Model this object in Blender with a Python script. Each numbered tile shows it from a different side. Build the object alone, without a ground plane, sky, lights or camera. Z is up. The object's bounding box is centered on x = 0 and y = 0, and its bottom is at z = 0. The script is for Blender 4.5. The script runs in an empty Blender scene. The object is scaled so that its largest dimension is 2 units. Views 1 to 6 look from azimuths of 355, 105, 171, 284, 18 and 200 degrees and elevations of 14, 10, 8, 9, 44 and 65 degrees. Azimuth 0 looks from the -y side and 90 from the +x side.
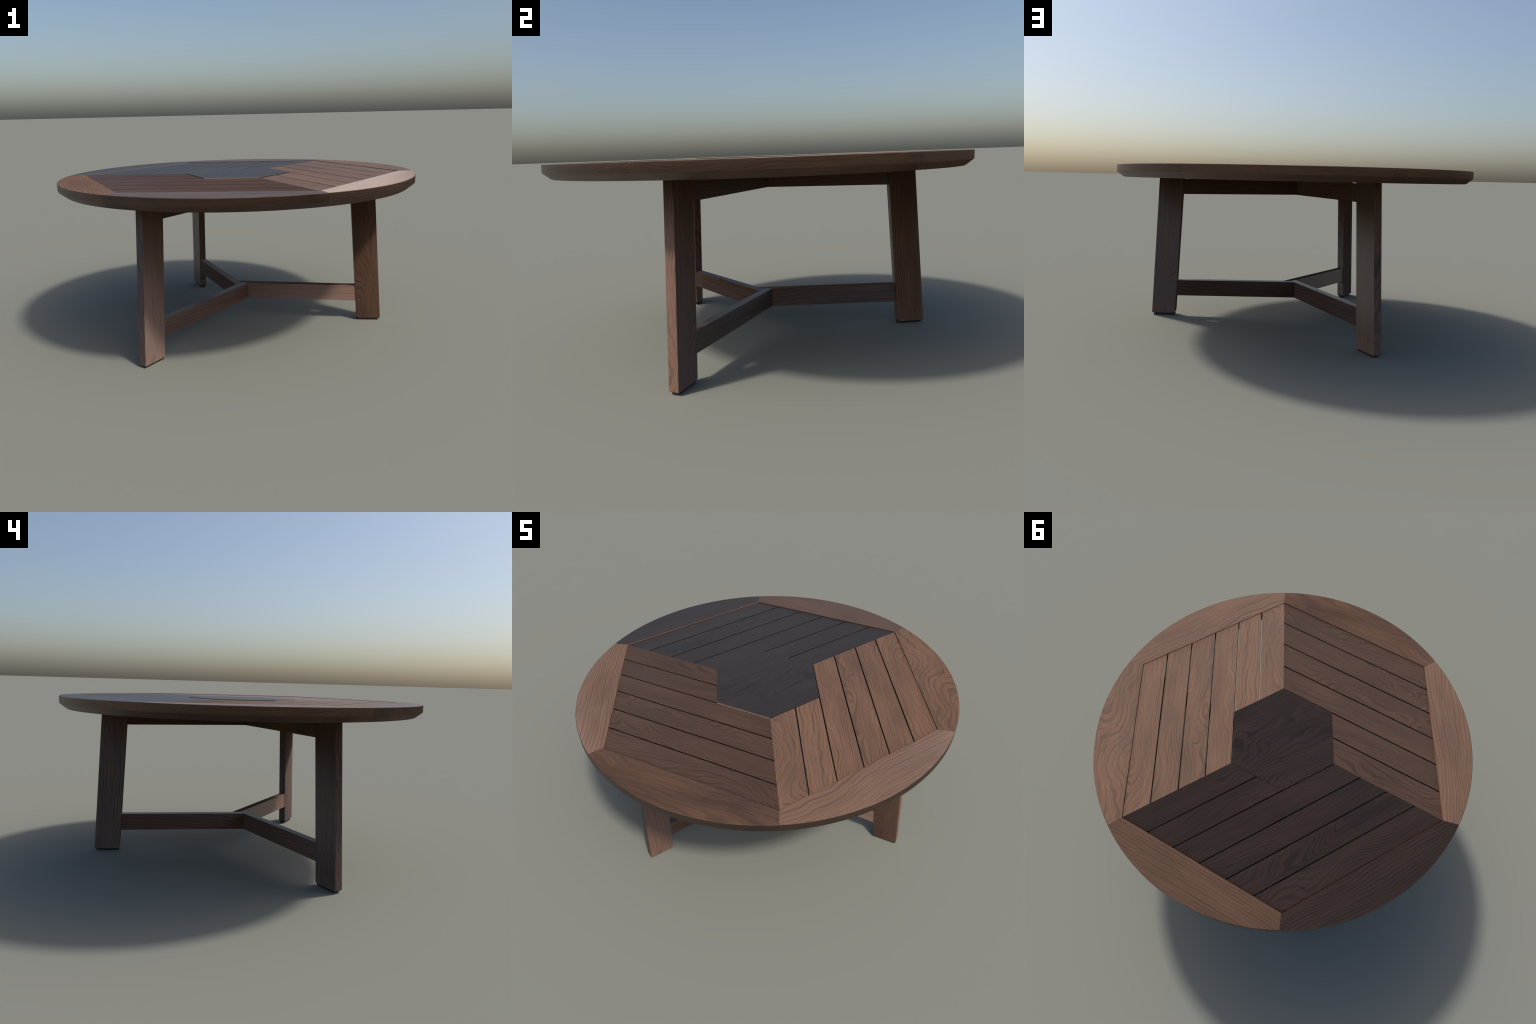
"""Round walnut table: slatted top in three pinwheel sectors around a hexagonal
centre board, six segmental frame boards, three leaning board legs joined by a
Y stretcher near the floor and a Y apron under the top."""
import math
import bpy
from mathutils import Matrix, Vector

# ------------------------------------------------------------------ sizes (m)
TOP_Z = 0.8933            # upper face of the frame boards
FRAME_T = 0.0657          # thickness of the frame boards
RECESS = 0.0023           # slats lie this much below the frame
SLAT_T = 0.040
R_OUT = 1.0
R_IN = 0.922              # corner radius of the inner hexagon of the frame
R_HEX = 0.306             # corner radius of the centre hexagon
PITCH = R_IN * math.sin(math.radians(60)) / 6
GAP = 0.0066
SEAM = 0.0002
LEG_ANGLES = (-10.0, 110.0, -130.0)
LEG_T = 0.0440


def direction(deg):
    a = math.radians(deg)
    return Vector((math.cos(a), math.sin(a), 0.0))


# ------------------------------------------------------------------ materials
class Nodes:
    """Small helper to write node maths as expressions."""

    def __init__(self, name):
        self.mat = bpy.data.materials.new(name)
        self.mat.use_nodes = True
        self.tree = self.mat.node_tree
        self.tree.nodes.clear()

    def new(self, kind, **props):
        n = self.tree.nodes.new(kind)
        for k, v in props.items():
            setattr(n, k, v)
        return n

    def put(self, socket, value):
        if isinstance(value, bpy.types.NodeSocket):
            self.tree.links.new(value, socket)
        else:
            socket.default_value = value

    def math(self, op, a, b=0.0, c=None, clamp=False):
        n = self.new("ShaderNodeMath", operation=op, use_clamp=clamp)
        self.put(n.inputs[0], a)
        self.put(n.inputs[1], b)
        if c is not None:
            self.put(n.inputs[2], c)
        return n.outputs[0]

    def vec(self, op, a, b=(0, 0, 0), scale=None):
        n = self.new("ShaderNodeVectorMath", operation=op)
        self.put(n.inputs[0], a)
        self.put(n.inputs[1], b)
        if scale is not None:
            self.put(n.inputs["Scale"], scale)
        return n.outputs[0]

    def noise(self, vector, scale, detail=2.0, rough=0.5, distortion=0.0):
        n = self.new("ShaderNodeTexNoise")
        self.put(n.inputs["Vector"], vector)
        n.inputs["Scale"].default_value = scale
        n.inputs["Detail"].default_value = detail
        n.inputs["Roughness"].default_value = rough
        n.inputs["Distortion"].default_value = distortion
        return n.outputs["Fac"]

    def ramp(self, fac, stops, interpolation="LINEAR"):
        n = self.new("ShaderNodeValToRGB")
        e = n.color_ramp.elements
        n.color_ramp.interpolation = interpolation
        while len(e) < len(stops):
            e.new(0.5)
        for el, (pos, col) in zip(e, stops):
            el.position = pos
            el.color = (*col, 1.0) if len(col) == 3 else col
        self.put(n.inputs["Fac"], fac)
        return n.outputs["Color"]

    def mix(self, fac, a, b, blend="MIX"):
        n = self.new("ShaderNodeMix", data_type="RGBA", blend_type=blend)
        self.put(n.inputs[0], fac)
        for s, v in ((n.inputs[6], a), (n.inputs[7], b)):
            if not isinstance(v, bpy.types.NodeSocket) and len(v) == 3:
                v = (*v, 1.0)
            self.put(s, v)
        return n.outputs[2]


def leaning_normal(nd, faces, ring=False):
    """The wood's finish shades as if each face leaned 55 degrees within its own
    plane directions.  faces: for +x -x +y -y +z -z the in-plane lean vector.
    ring: the round outer edge leans clockwise and down."""
    tc = nd.new("ShaderNodeTexCoord")
    normal = tc.outputs["Normal"]
    sep = nd.new("ShaderNodeSeparateXYZ")
    nd.put(sep.inputs[0], normal)
    lean = None
    for i, axis in enumerate("XYZ"):
        for k, sign in enumerate((1.0, -1.0)):
            amount = nd.math("MAXIMUM", nd.math("MULTIPLY", sep.outputs[axis], sign), 0.0)
            part = nd.vec("SCALE", faces[2 * i + k], scale=amount)
            lean = part if lean is None else nd.vec("ADD", lean, part)
    if ring:
        along = nd.vec("NORMALIZE", nd.vec("CROSS_PRODUCT", normal, (0, 0, 1)))
        edge = nd.vec("ADD", along, nd.vec("CROSS_PRODUCT", normal, along))
        outer = nd.math("MULTIPLY",
                        nd.math("GREATER_THAN", sep.outputs["Y"], 0.25),
                        nd.math("LESS_THAN", sep.outputs["Z"], 0.97))
        # the small roundover along the upper rim leans only half as much
        edge = nd.vec("SCALE", edge, scale=nd.math(
            "SUBTRACT", 1.0, nd.math("MULTIPLY", nd.math("GREATER_THAN", sep.outputs["Z"], 0.2), 0.5)))
        m = nd.new("ShaderNodeMix", data_type="VECTOR")
        nd.put(m.inputs[0], outer)
        nd.put(m.inputs[4], lean)
        nd.put(m.inputs[5], edge)
        lean = m.outputs[1]
    total = nd.vec("ADD", normal, lean)
    tr = nd.new("ShaderNodeVectorTransform", vector_type="NORMAL",
                convert_from="OBJECT", convert_to="WORLD")
    nd.put(tr.inputs[0], total)
    return nd.vec("NORMALIZE", tr.outputs[0])


def walnut(name, faces, ring=False, grain_axis="X", figure=1.0, lines=62.0, wander=2.0,
           vary=1.0, clouds=1.0, contrast=1.0, through=0.6, seed=0.0, tone=(1.0, 1.0, 1.0)):
    nd = Nodes(name)
    tc = nd.new("ShaderNodeTexCoord")
    info = nd.new("ShaderNodeObjectInfo")
    rnd = info.outputs["Random"]
    shift = nd.new("ShaderNodeCombineXYZ")
    nd.put(shift.inputs[0], nd.math("MULTIPLY_ADD", rnd, 37.3, seed))
    nd.put(shift.inputs[1], nd.math("MULTIPLY_ADD", rnd, 11.9, seed * 1.7))
    nd.put(shift.inputs[2], nd.math("MULTIPLY_ADD", rnd, 23.1, seed * 0.6))
    where = tc.outputs["Object"]
    if grain_axis == "Z":                       # stand the board up
        s = nd.new("ShaderNodeSeparateXYZ")
        nd.put(s.inputs[0], where)
        c = nd.new("ShaderNodeCombineXYZ")
        nd.put(c.inputs[0], s.outputs["Z"])
        nd.put(c.inputs[1], s.outputs["X"])
        nd.put(c.inputs[2], s.outputs["Y"])
        where = c.outputs[0]
    p = nd.vec("ADD", where, shift.outputs[0])

    def stretched(x, y, z):
        return nd.vec("MULTIPLY", p, (x, y, z))

    # growth rings: bands along the board, pushed about by a slow field so that
    # the cut faces show flames and cathedral arches, and by a quick one that
    # makes neighbouring lines ripple together
    slow = nd.noise(stretched(1.25, 2.7, 2.7), 1.35, 1.6, 0.42, 0.35)
    ripple = nd.noise(stretched(11.0, 6.0, 6.0), 1.0, 1.5, 0.45, 0.2)
    sp = nd.new("ShaderNodeSeparateXYZ")
    nd.put(sp.inputs[0], p)
    across = nd.math("ADD", sp.outputs["Y"], nd.math("MULTIPLY", sp.outputs["Z"], through))
    own = nd.math("MULTIPLY_ADD", rnd, 0.9 * vary, 1.0 - 0.45 * vary)
    phase = nd.math("MULTIPLY_ADD", across, lines,
                    nd.math("MULTIPLY_ADD", nd.math("MULTIPLY", slow, own), wander * 6.5,
                            nd.math("MULTIPLY", ripple, 1.25 * figure)))
    grey = lambda v: (v, v, v)
    line = nd.ramp(nd.math("FRACT", phase),
                   [(0.0, grey(0.55)), (0.07, grey(0.0)), (0.45, grey(0.10)),
                    (0.74, grey(0.50)), (0.90, grey(1.0)), (1.0, grey(0.55))])
    half = nd.ramp(nd.math("FRACT", nd.math("MULTIPLY_ADD", phase, 2.0, 0.37)),
                   [(0.0, grey(0.4)), (0.12, grey(0.0)), (0.6, grey(0.35)), (0.88, grey(1.0)), (1.0, grey(0.4))])
    pale = nd.ramp(nd.math("FRACT", nd.math("MULTIPLY_ADD", phase, 0.5, 0.11)),
                   [(0.0, grey(0.0)), (0.50, grey(0.0)), (0.57, grey(1.0)), (0.66, grey(0.0)), (1.0, grey(0.0))])
    # some rings are bold and some faint
    bold = nd.noise(stretched(1.6, 11.0, 11.0), 1.6, 2.0, 0.5, 0.3)
    bold = nd.math("MULTIPLY_ADD", bold, 3.0, -1.0, clamp=True)
    fibre = nd.noise(stretched(6.0, 300.0, 300.0), 1.0, 3.0, 0.6)
    pores = nd.noise(stretched(26.0, 560.0, 560.0), 1.0, 1.0, 0.5)
    pores = nd.math("MULTIPLY_ADD", pores, 5.0, -2.9, clamp=True)
    cloud = nd.noise(stretched(1.8, 6.0, 6.0), 1.2, 3.0, 0.55, 0.4)
    cloud = nd.math("MULTIPLY_ADD", nd.math("SUBTRACT", cloud, 0.5), clouds, 0.5)
    cloud = nd.math("ADD", cloud, nd.math("MULTIPLY_ADD", nd.math("FRACT", nd.math("MULTIPLY", rnd, 7.7)), 0.24, -0.12))

    def shade(c):
        return tuple(a * b for a, b in zip(c, tone))

    body = nd.ramp(cloud, [(0.20, shade((0.120, 0.064, 0.040))), (0.42, shade((0.176, 0.092, 0.056))),
                           (0.60, shade((0.204, 0.107, 0.064))), (0.80, shade((0.236, 0.124, 0.073)))])
    dark = shade((0.056, 0.033, 0.024))
    col = nd.mix(nd.math("MULTIPLY", pale, nd.math("MULTIPLY_ADD", bold, -0.25, 0.55)), body,
                 shade((0.345, 0.200, 0.118)))
    col = nd.mix(nd.math("MULTIPLY", line, nd.math("MULTIPLY_ADD", bold, 0.46 * contrast, 0.28 * contrast)), col, dark)
    col = nd.mix(nd.math("MULTIPLY", half, 0.36 * contrast), col, dark)
    col = nd.mix(nd.math("MULTIPLY", pores, 0.20), col, dark)
    light = nd.math("MULTIPLY_ADD", fibre, 0.80, 0.68)
    cc = nd.new("ShaderNodeCombineColor")
    for i in range(3):
        nd.put(cc.inputs[i], light)
    col = nd.mix(1.0, col, cc.outputs[0], "MULTIPLY")

    bsdf = nd.new("ShaderNodeBsdfPrincipled")
    nd.put(bsdf.inputs["Base Color"], col)
    bsdf.inputs["Roughness"].default_value = 0.43
    nd.put(bsdf.inputs["Normal"], leaning_normal(nd, faces, ring))
    out = nd.new("ShaderNodeOutputMaterial")
    nd.put(out.inputs[0], bsdf.outputs[0])
    return nd.mat


def plain(name, colour, roughness):
    nd = Nodes(name)
    tc = nd.new("ShaderNodeTexCoord")
    grain = nd.noise(tc.outputs["Object"], 180.0, 2.0)
    col = nd.mix(grain, tuple(c * 0.8 for c in colour), tuple(c * 1.2 for c in colour))
    bsdf = nd.new("ShaderNodeBsdfPrincipled")
    nd.put(bsdf.inputs["Base Color"], col)
    bsdf.inputs["Roughness"].default_value = roughness
    out = nd.new("ShaderNodeOutputMaterial")
    nd.put(out.inputs[0], bsdf.outputs[0])
    return nd.mat


#                 +x          -x         +y          -y          +z         -z
slat_mat = walnut("slat_walnut", ((0, 1, 1), (0, 1, 1), (1, 0, -1), (1, 0, -0.6), (1, 1, 0), (1, -1, 0)),
                  wander=3.3, lines=62.0, figure=0.95, contrast=1.15, seed=3.0)
hexagon_mat = walnut("hexagon_walnut", ((0, 1, 1), (0, -1, 1.25), (1, 0, 1), (1, 0, -0.5), (1, 1, 0), (1, -1, 0)),
                     wander=3.4, lines=46.0, figure=1.2, contrast=1.25, vary=0.0, seed=8.0)
leg_mat = walnut("leg_walnut", ((0, -1, 1), (0, 1, 1), (1, 0, 1), (-1, 0, 1), (1, 1, 0), (1, -1, 0)),
                 grain_axis="Z", wander=2.6, lines=54.0, vary=0.4, contrast=1.15, seed=21.0)
rail_mat = walnut("rail_walnut", ((0, 1, 1), (0, 1, 1), (-1, 0, 1), (1, 0, 1), (-1, -1, 0), (1, -1, 0)),
                  wander=0.6, lines=85.0, figure=0.4, vary=0.4, seed=27.0)

# the six frame boards are cut from different stock: straight, flamed, cloudy.
# keyed by the direction the board faces from the centre
frame_faces = ((0, 1, 1), (0, 1, 1), (0, 0, 0), (-1, 0, 0.6), (1, 1, 0), (1, -1, 0))
turned_faces = ((0, 1, 1), (0, 1, 1), (0, 0, 0), (-1, 0, 0.6), (-1, -1, 0), (1, -1, 0))
frame_stock = {
    -40: dict(wander=1.6, lines=52.0, contrast=1.15, figure=1.1, seed=31.0),
    20: dict(wander=2.3, lines=34.0, contrast=1.05, clouds=1.4, figure=1.4, seed=36.0),
    80: dict(wander=0.7, lines=66.0, contrast=1.0, figure=0.5, seed=41.0),
    140: dict(wander=0.9, lines=52.0, contrast=1.15, figure=0.7, seed=46.0, tone=(1.08, 1.04, 1.0)),
    200: dict(wander=0.9, lines=52.0, contrast=1.25, figure=0.6, seed=51.0),
    260: dict(wander=1.6, lines=34.0, contrast=0.75, clouds=1.7, figure=0.8, seed=56.0,
              tone=(0.92, 0.90, 0.88)),
}
frame_mats = {mid: walnut("frame_walnut", turned_faces if mid in (200, 260) else frame_faces,
                          ring=True, vary=0.0, through=1.8, **stock)
              for mid, stock in frame_stock.items()}
glide_mat = plain("black_glide", (0.012, 0.011, 0.010), 0.6)


# ------------------------------------------------------------------ geometry
def finish(mesh, material, angle=0):
    mesh.validate()
    mesh.update()
    for poly in mesh.polygons:
        poly.use_smooth = bool(angle) and abs(poly.normal.z) < 0.999
    if angle:
        mesh.set_sharp_from_angle(angle=math.radians(angle))
    mesh.materials.append(material)
    return mesh


def bevelled(mesh, width, segments=1):
    import bmesh
    bm = bmesh.new()
    bm.from_mesh(mesh)
    bmesh.ops.recalc_face_normals(bm, faces=bm.faces)
    if width:
        bmesh.ops.bevel(bm, geom=bm.edges[:], offset=width, segments=segments, profile=0.5,
                        affect="EDGES", clamp_overlap=True)
    bm.to_mesh(mesh)
    bm.free()
    return mesh


def prism(name, outline, z0, z1, material, bevel=0.0):
    """Upright prism over an outline of (x, y) points, z0 / z1 constants or
    functions of (x, y)."""
    f0 = z0 if callable(z0) else (lambda x, y: z0)
    f1 = z1 if callable(z1) else (lambda x, y: z1)
    n = len(outline)
    verts = [(x, y, f0(x, y)) for x, y in outline] + [(x, y, f1(x, y)) for x, y in outline]
    faces = [tuple(reversed(range(n))), tuple(range(n, 2 * n))]
    faces += [(i, (i + 1) % n, n + (i + 1) % n, n + i) for i in range(n)]
    mesh = bpy.data.meshes.new(name)
    mesh.from_pydata(verts, [], faces)
    return finish(bevelled(mesh, bevel), material)


def place(name, mesh, parent, location=(0, 0, 0), turn=0.0):
    ob = bpy.data.objects.new(name, mesh)
    bpy.context.scene.collection.objects.link(ob)
    world = Matrix.Translation(Vector(location)) @ Matrix.Rotation(math.radians(turn), 4, "Z")
    ob.parent = parent
    ob.matrix_basis = parent.matrix_basis.inverted() @ world
    return ob


def empty(name, parent=None):
    ob = bpy.data.objects.new(name, None)
    bpy.context.scene.collection.objects.link(ob)
    ob.parent = parent
    return ob


table = empty("round_table")
table["label"] = "round slatted walnut table on three leaning board legs"
table["category"] = "table"
tabletop = empty("tabletop", table)


# slats: parallelograms whose ends run parallel to the next sector's edge
def slat_mesh(name, start):
    lean = 1 / math.tan(math.radians(120))
    y0, y1 = GAP / 2, PITCH - GAP / 2
    begin = start + 0.0009 if start else SEAM * 1.5
    pts = [(begin + lean * y0, y0), (R_IN + 0.001 + lean * y0, y0),
           (R_IN + 0.001 + lean * y1, y1), (begin + lean * y1, y1)]
    mx = (start + R_IN) / 2
    return prism(name, [(x - mx, y - PITCH / 2) for x, y in pts],
                 -SLAT_T, 0.0, slat_mat), mx


def first_slat_mesh():
    """The slat along the sector border closes the gap on that side."""
    lean = 1 / math.tan(math.radians(120))
    y0, y1 = SEAM, PITCH - GAP / 2
    pts = [(R_HEX + 0.0009 + lean * y0, y0), (R_IN + 0.001 + lean * y0, y0),
           (R_IN + 0.001 + lean * y1, y1), (R_HEX + 0.0009 + lean * y1, y1)]
    mx = (R_HEX + R_IN) / 2
    return prism("border_slat", [(x - mx, y - PITCH / 2) for x, y in pts], -SLAT_T, 0.0, slat_mat), mx


def last_slat_mesh():
    lean = 1 / math.tan(math.radians(120))
    y0, y1 = GAP / 2, PITCH - 0.0026
    pts = [(SEAM * 1.5 + lean * y0, y0), (R_IN + 0.001 + lean * y0, y0),
           (R_IN + 0.001 + lean * y1, y1), (SEAM * 1.5 + lean * y1, y1)]
    mx = R_IN / 2
    return prism("edge_slat", [(x - mx, y - PITCH / 2) for x, y in pts], -SLAT_T, 0.0, slat_mat), mx


long_slat, long_mid = slat_mesh("long_slat", 0.0)
short_slat, short_mid = slat_mesh("short_slat", R_HEX)
border_slat, border_mid = first_slat_mesh()
edge_slat, edge_mid = last_slat_mesh()
shear = 1 / math.tan(math.radians(120))
for sector in (-70.0, 50.0, 170.0):
    ex, ey = direction(sector), direction(sector + 90)
    for k in range(6):
        mesh, mid = ((border_slat, border_mid), (short_slat, short_mid), (long_slat, long_mid),
                     (long_slat, long_mid), (long_slat, long_mid), (edge_slat, edge_mid))[k]
        d = k * PITCH
        at = ex * (mid + shear * d) + ey * (d + PITCH / 2)
        place("slat", mesh, tabletop, (at.x, at.y, TOP_Z - RECESS), sector)

# centre hexagon, a hair proud of the frame; local x along its grain (50 degrees)
hexagon = prism("centre_board", [tuple((direction(60 * i) * (R_HEX - SEAM))[:2]) for i in range(6)],
                -0.05, 0.0, hexagon_mat)
place("centre_board", hexagon, tabletop, (0, 0, TOP_Z + 0.0012), 50.0)


# frame boards: straight inside, circular outside, undercut chamfer below
def frame_mesh(name, material, skew_start, skew_end, steps=40):
    # outer profile, from the top face round to the underside: (radius, depth)
    profile = [(R_OUT - 0.0032, 0.0), (R_OUT - 0.0018, 0.0004), (R_OUT - 0.0006, 0.0014),
               (R_OUT, 0.0032), (R_OUT, 0.0355), (R_OUT - 0.0008, 0.0380), (R_OUT - 0.0030, 0.0402),
               (R_OUT - 0.0325, 0.0634), (R_OUT - 0.0362, 0.0654), (R_OUT - 0.0410, FRAME_T)]
    apothem = R_IN * math.cos(math.radians(30))
    verts, faces = [], []
    per = len(profile) + 2
    centre = 0.90
    for s in range(steps + 1):
        phi = math.radians(-30 + 60 * s / steps)
        off = SEAM * (1 if s == 0 else -1 if s == steps else 0)
        c, si = math.cos(phi), math.sin(phi)

        rin = (apothem + SEAM) / c
        # the joints are not quite radial: their outer ends swing a little
        swing = math.radians(skew_start * max(0.0, 1 - s / 8) + skew_end * max(0.0, 1 - (steps - s) / 8))

        def point(r, depth):
            # local y outward, local x = clockwise along the board
            a = phi + swing * max(0.0, r - rin) / (R_OUT - rin)
            return (-r * math.sin(a) - off * c, r * math.cos(a) - off * si - centre, -depth)

        ring = [point(rin, 0.0)] + [point(r, d) for r, d in profile] + [point(rin, FRAME_T)]
        verts += ring
    for s in range(steps):
        for i in range(per):
            j = (i + 1) % per
            a, b = s * per, (s + 1) * per
            faces.append((a + i, a + j, b + j, b + i))
    faces.append(tuple(reversed(range(per))))
    faces.append(tuple(steps * per + i for i in range(per)))
    mesh = bpy.data.meshes.new(name)
    mesh.from_pydata(verts, [], faces)
    return finish(bevelled(mesh, 0.0), material, 28), centre


joint_swing = {-70: -0.45, -130: 0.0, 170: 1.1, 110: -0.5, 50: 0.3, -10: 1.2}
for mid, material in frame_mats.items():
    ends = [joint_swing[(mid + side + 180) % 360 - 180] for side in (-30, 30)]
    board, reach = frame_mesh("frame_board", material, *ends)
    at = direction(mid) * reach
    place("frame_board", board, tabletop, (at.x, at.y, TOP_Z), mid - 90)

# legs: boards in the radial plane leaning outward to the floor
LEG_LEAN = 0.0675
LEG_BOTTOM, LEG_TOP = 0.0100, TOP_Z - RECESS - SLAT_T - 0.0005


def leg_mesh():
    out = lambda z: 0.8444 - LEG_LEAN * (z - LEG_BOTTOM)
    inn = lambda z: out(z) - 0.1400
    zc = 0.42
    xc = (out(zc) + inn(zc)) / 2
    side = [(inn(LEG_BOTTOM + 0.009), LEG_BOTTOM + 0.009), (inn(LEG_BOTTOM) + 0.008, LEG_BOTTOM),
            (out(LEG_BOTTOM) - 0.001, LEG_BOTTOM), (out(LEG_BOTTOM + 0.003), LEG_BOTTOM + 0.003),
            (out(LEG_TOP), LEG_TOP), (inn(LEG_TOP), LEG_TOP)]
    n = len(side)
    verts = [(x - xc, -LEG_T / 2, z - zc) for x, z in side] + [(x - xc, LEG_T / 2, z - zc) for x, z in side]
    faces = [tuple(range(n)), tuple(reversed(range(n, 2 * n)))]
    faces += [(i, n + i, n + (i + 1) % n, (i + 1) % n) for i in range(n)]
    mesh = bpy.data.meshes.new("leg")
    mesh.from_pydata(verts, [], faces)
    return finish(bevelled(mesh, 0.0), leg_mat), xc, zc


def rail_mesh(name, leg_r, z_leg, z_hub, leg_height, hub_height):
    """One arm of a Y: swings from its leg to a three-way mitre at the centre,
    where the arms meet in a slight pinwheel; rises a little to the hub."""
    half = 0.0204
    plus, minus = (-0.0203, 0.0398), (0.0449, -0.0023)
    outline = [(0.0, 0.0), minus, (leg_r, -half), (leg_r, half), plus]
    x0, y0 = 0.35, 0.008
    rise = lambda x, y: z_hub + (z_leg - z_hub) * max(x, 0.0) / leg_r
    tall = lambda x, y: hub_height + (leg_height - hub_height) * max(x, 0.0) / leg_r
    low = lambda x, y: rise(x + x0, y + y0) - z_hub - tall(x + x0, y + y0)
    high = lambda x, y: rise(x + x0, y + y0) - z_hub
    return prism(name, [(x - x0, y - y0) for x, y in outline], low, high, rail_mat, 0.0), x0, y0


leg, leg_x, leg_z = leg_mesh()
stretcher, sx, sy = rail_mesh("stretcher", 0.698, 0.2136, 0.2236, 0.0940, 0.0940)
apron, ax, ay = rail_mesh("apron", 0.668, 0.8212, 0.8285, 0.0894, 0.0850)
glide = prism("glide", [(-0.064, -0.0155), (0.064, -0.0155), (0.064, 0.0155), (-0.064, 0.0155)],
              0.0, LEG_BOTTOM + 0.0004, glide_mat, 0.001)
for angle in LEG_ANGLES:
    ex, ey = direction(angle), direction(angle + 90)
    at = ex * leg_x
    leg_ob = place("leg", leg, table, (at.x, at.y, leg_z), angle)
    at = ex * 0.7705
    place("glide", glide, leg_ob, (at.x, at.y, 0.0), angle)
    at = ex * sx + ey * sy
    place("stretcher", stretcher, table, (at.x, at.y, 0.2236), angle)
    at = ex * ax + ey * ay
    place("apron", apron, table, (at.x, at.y, 0.8285), angle)
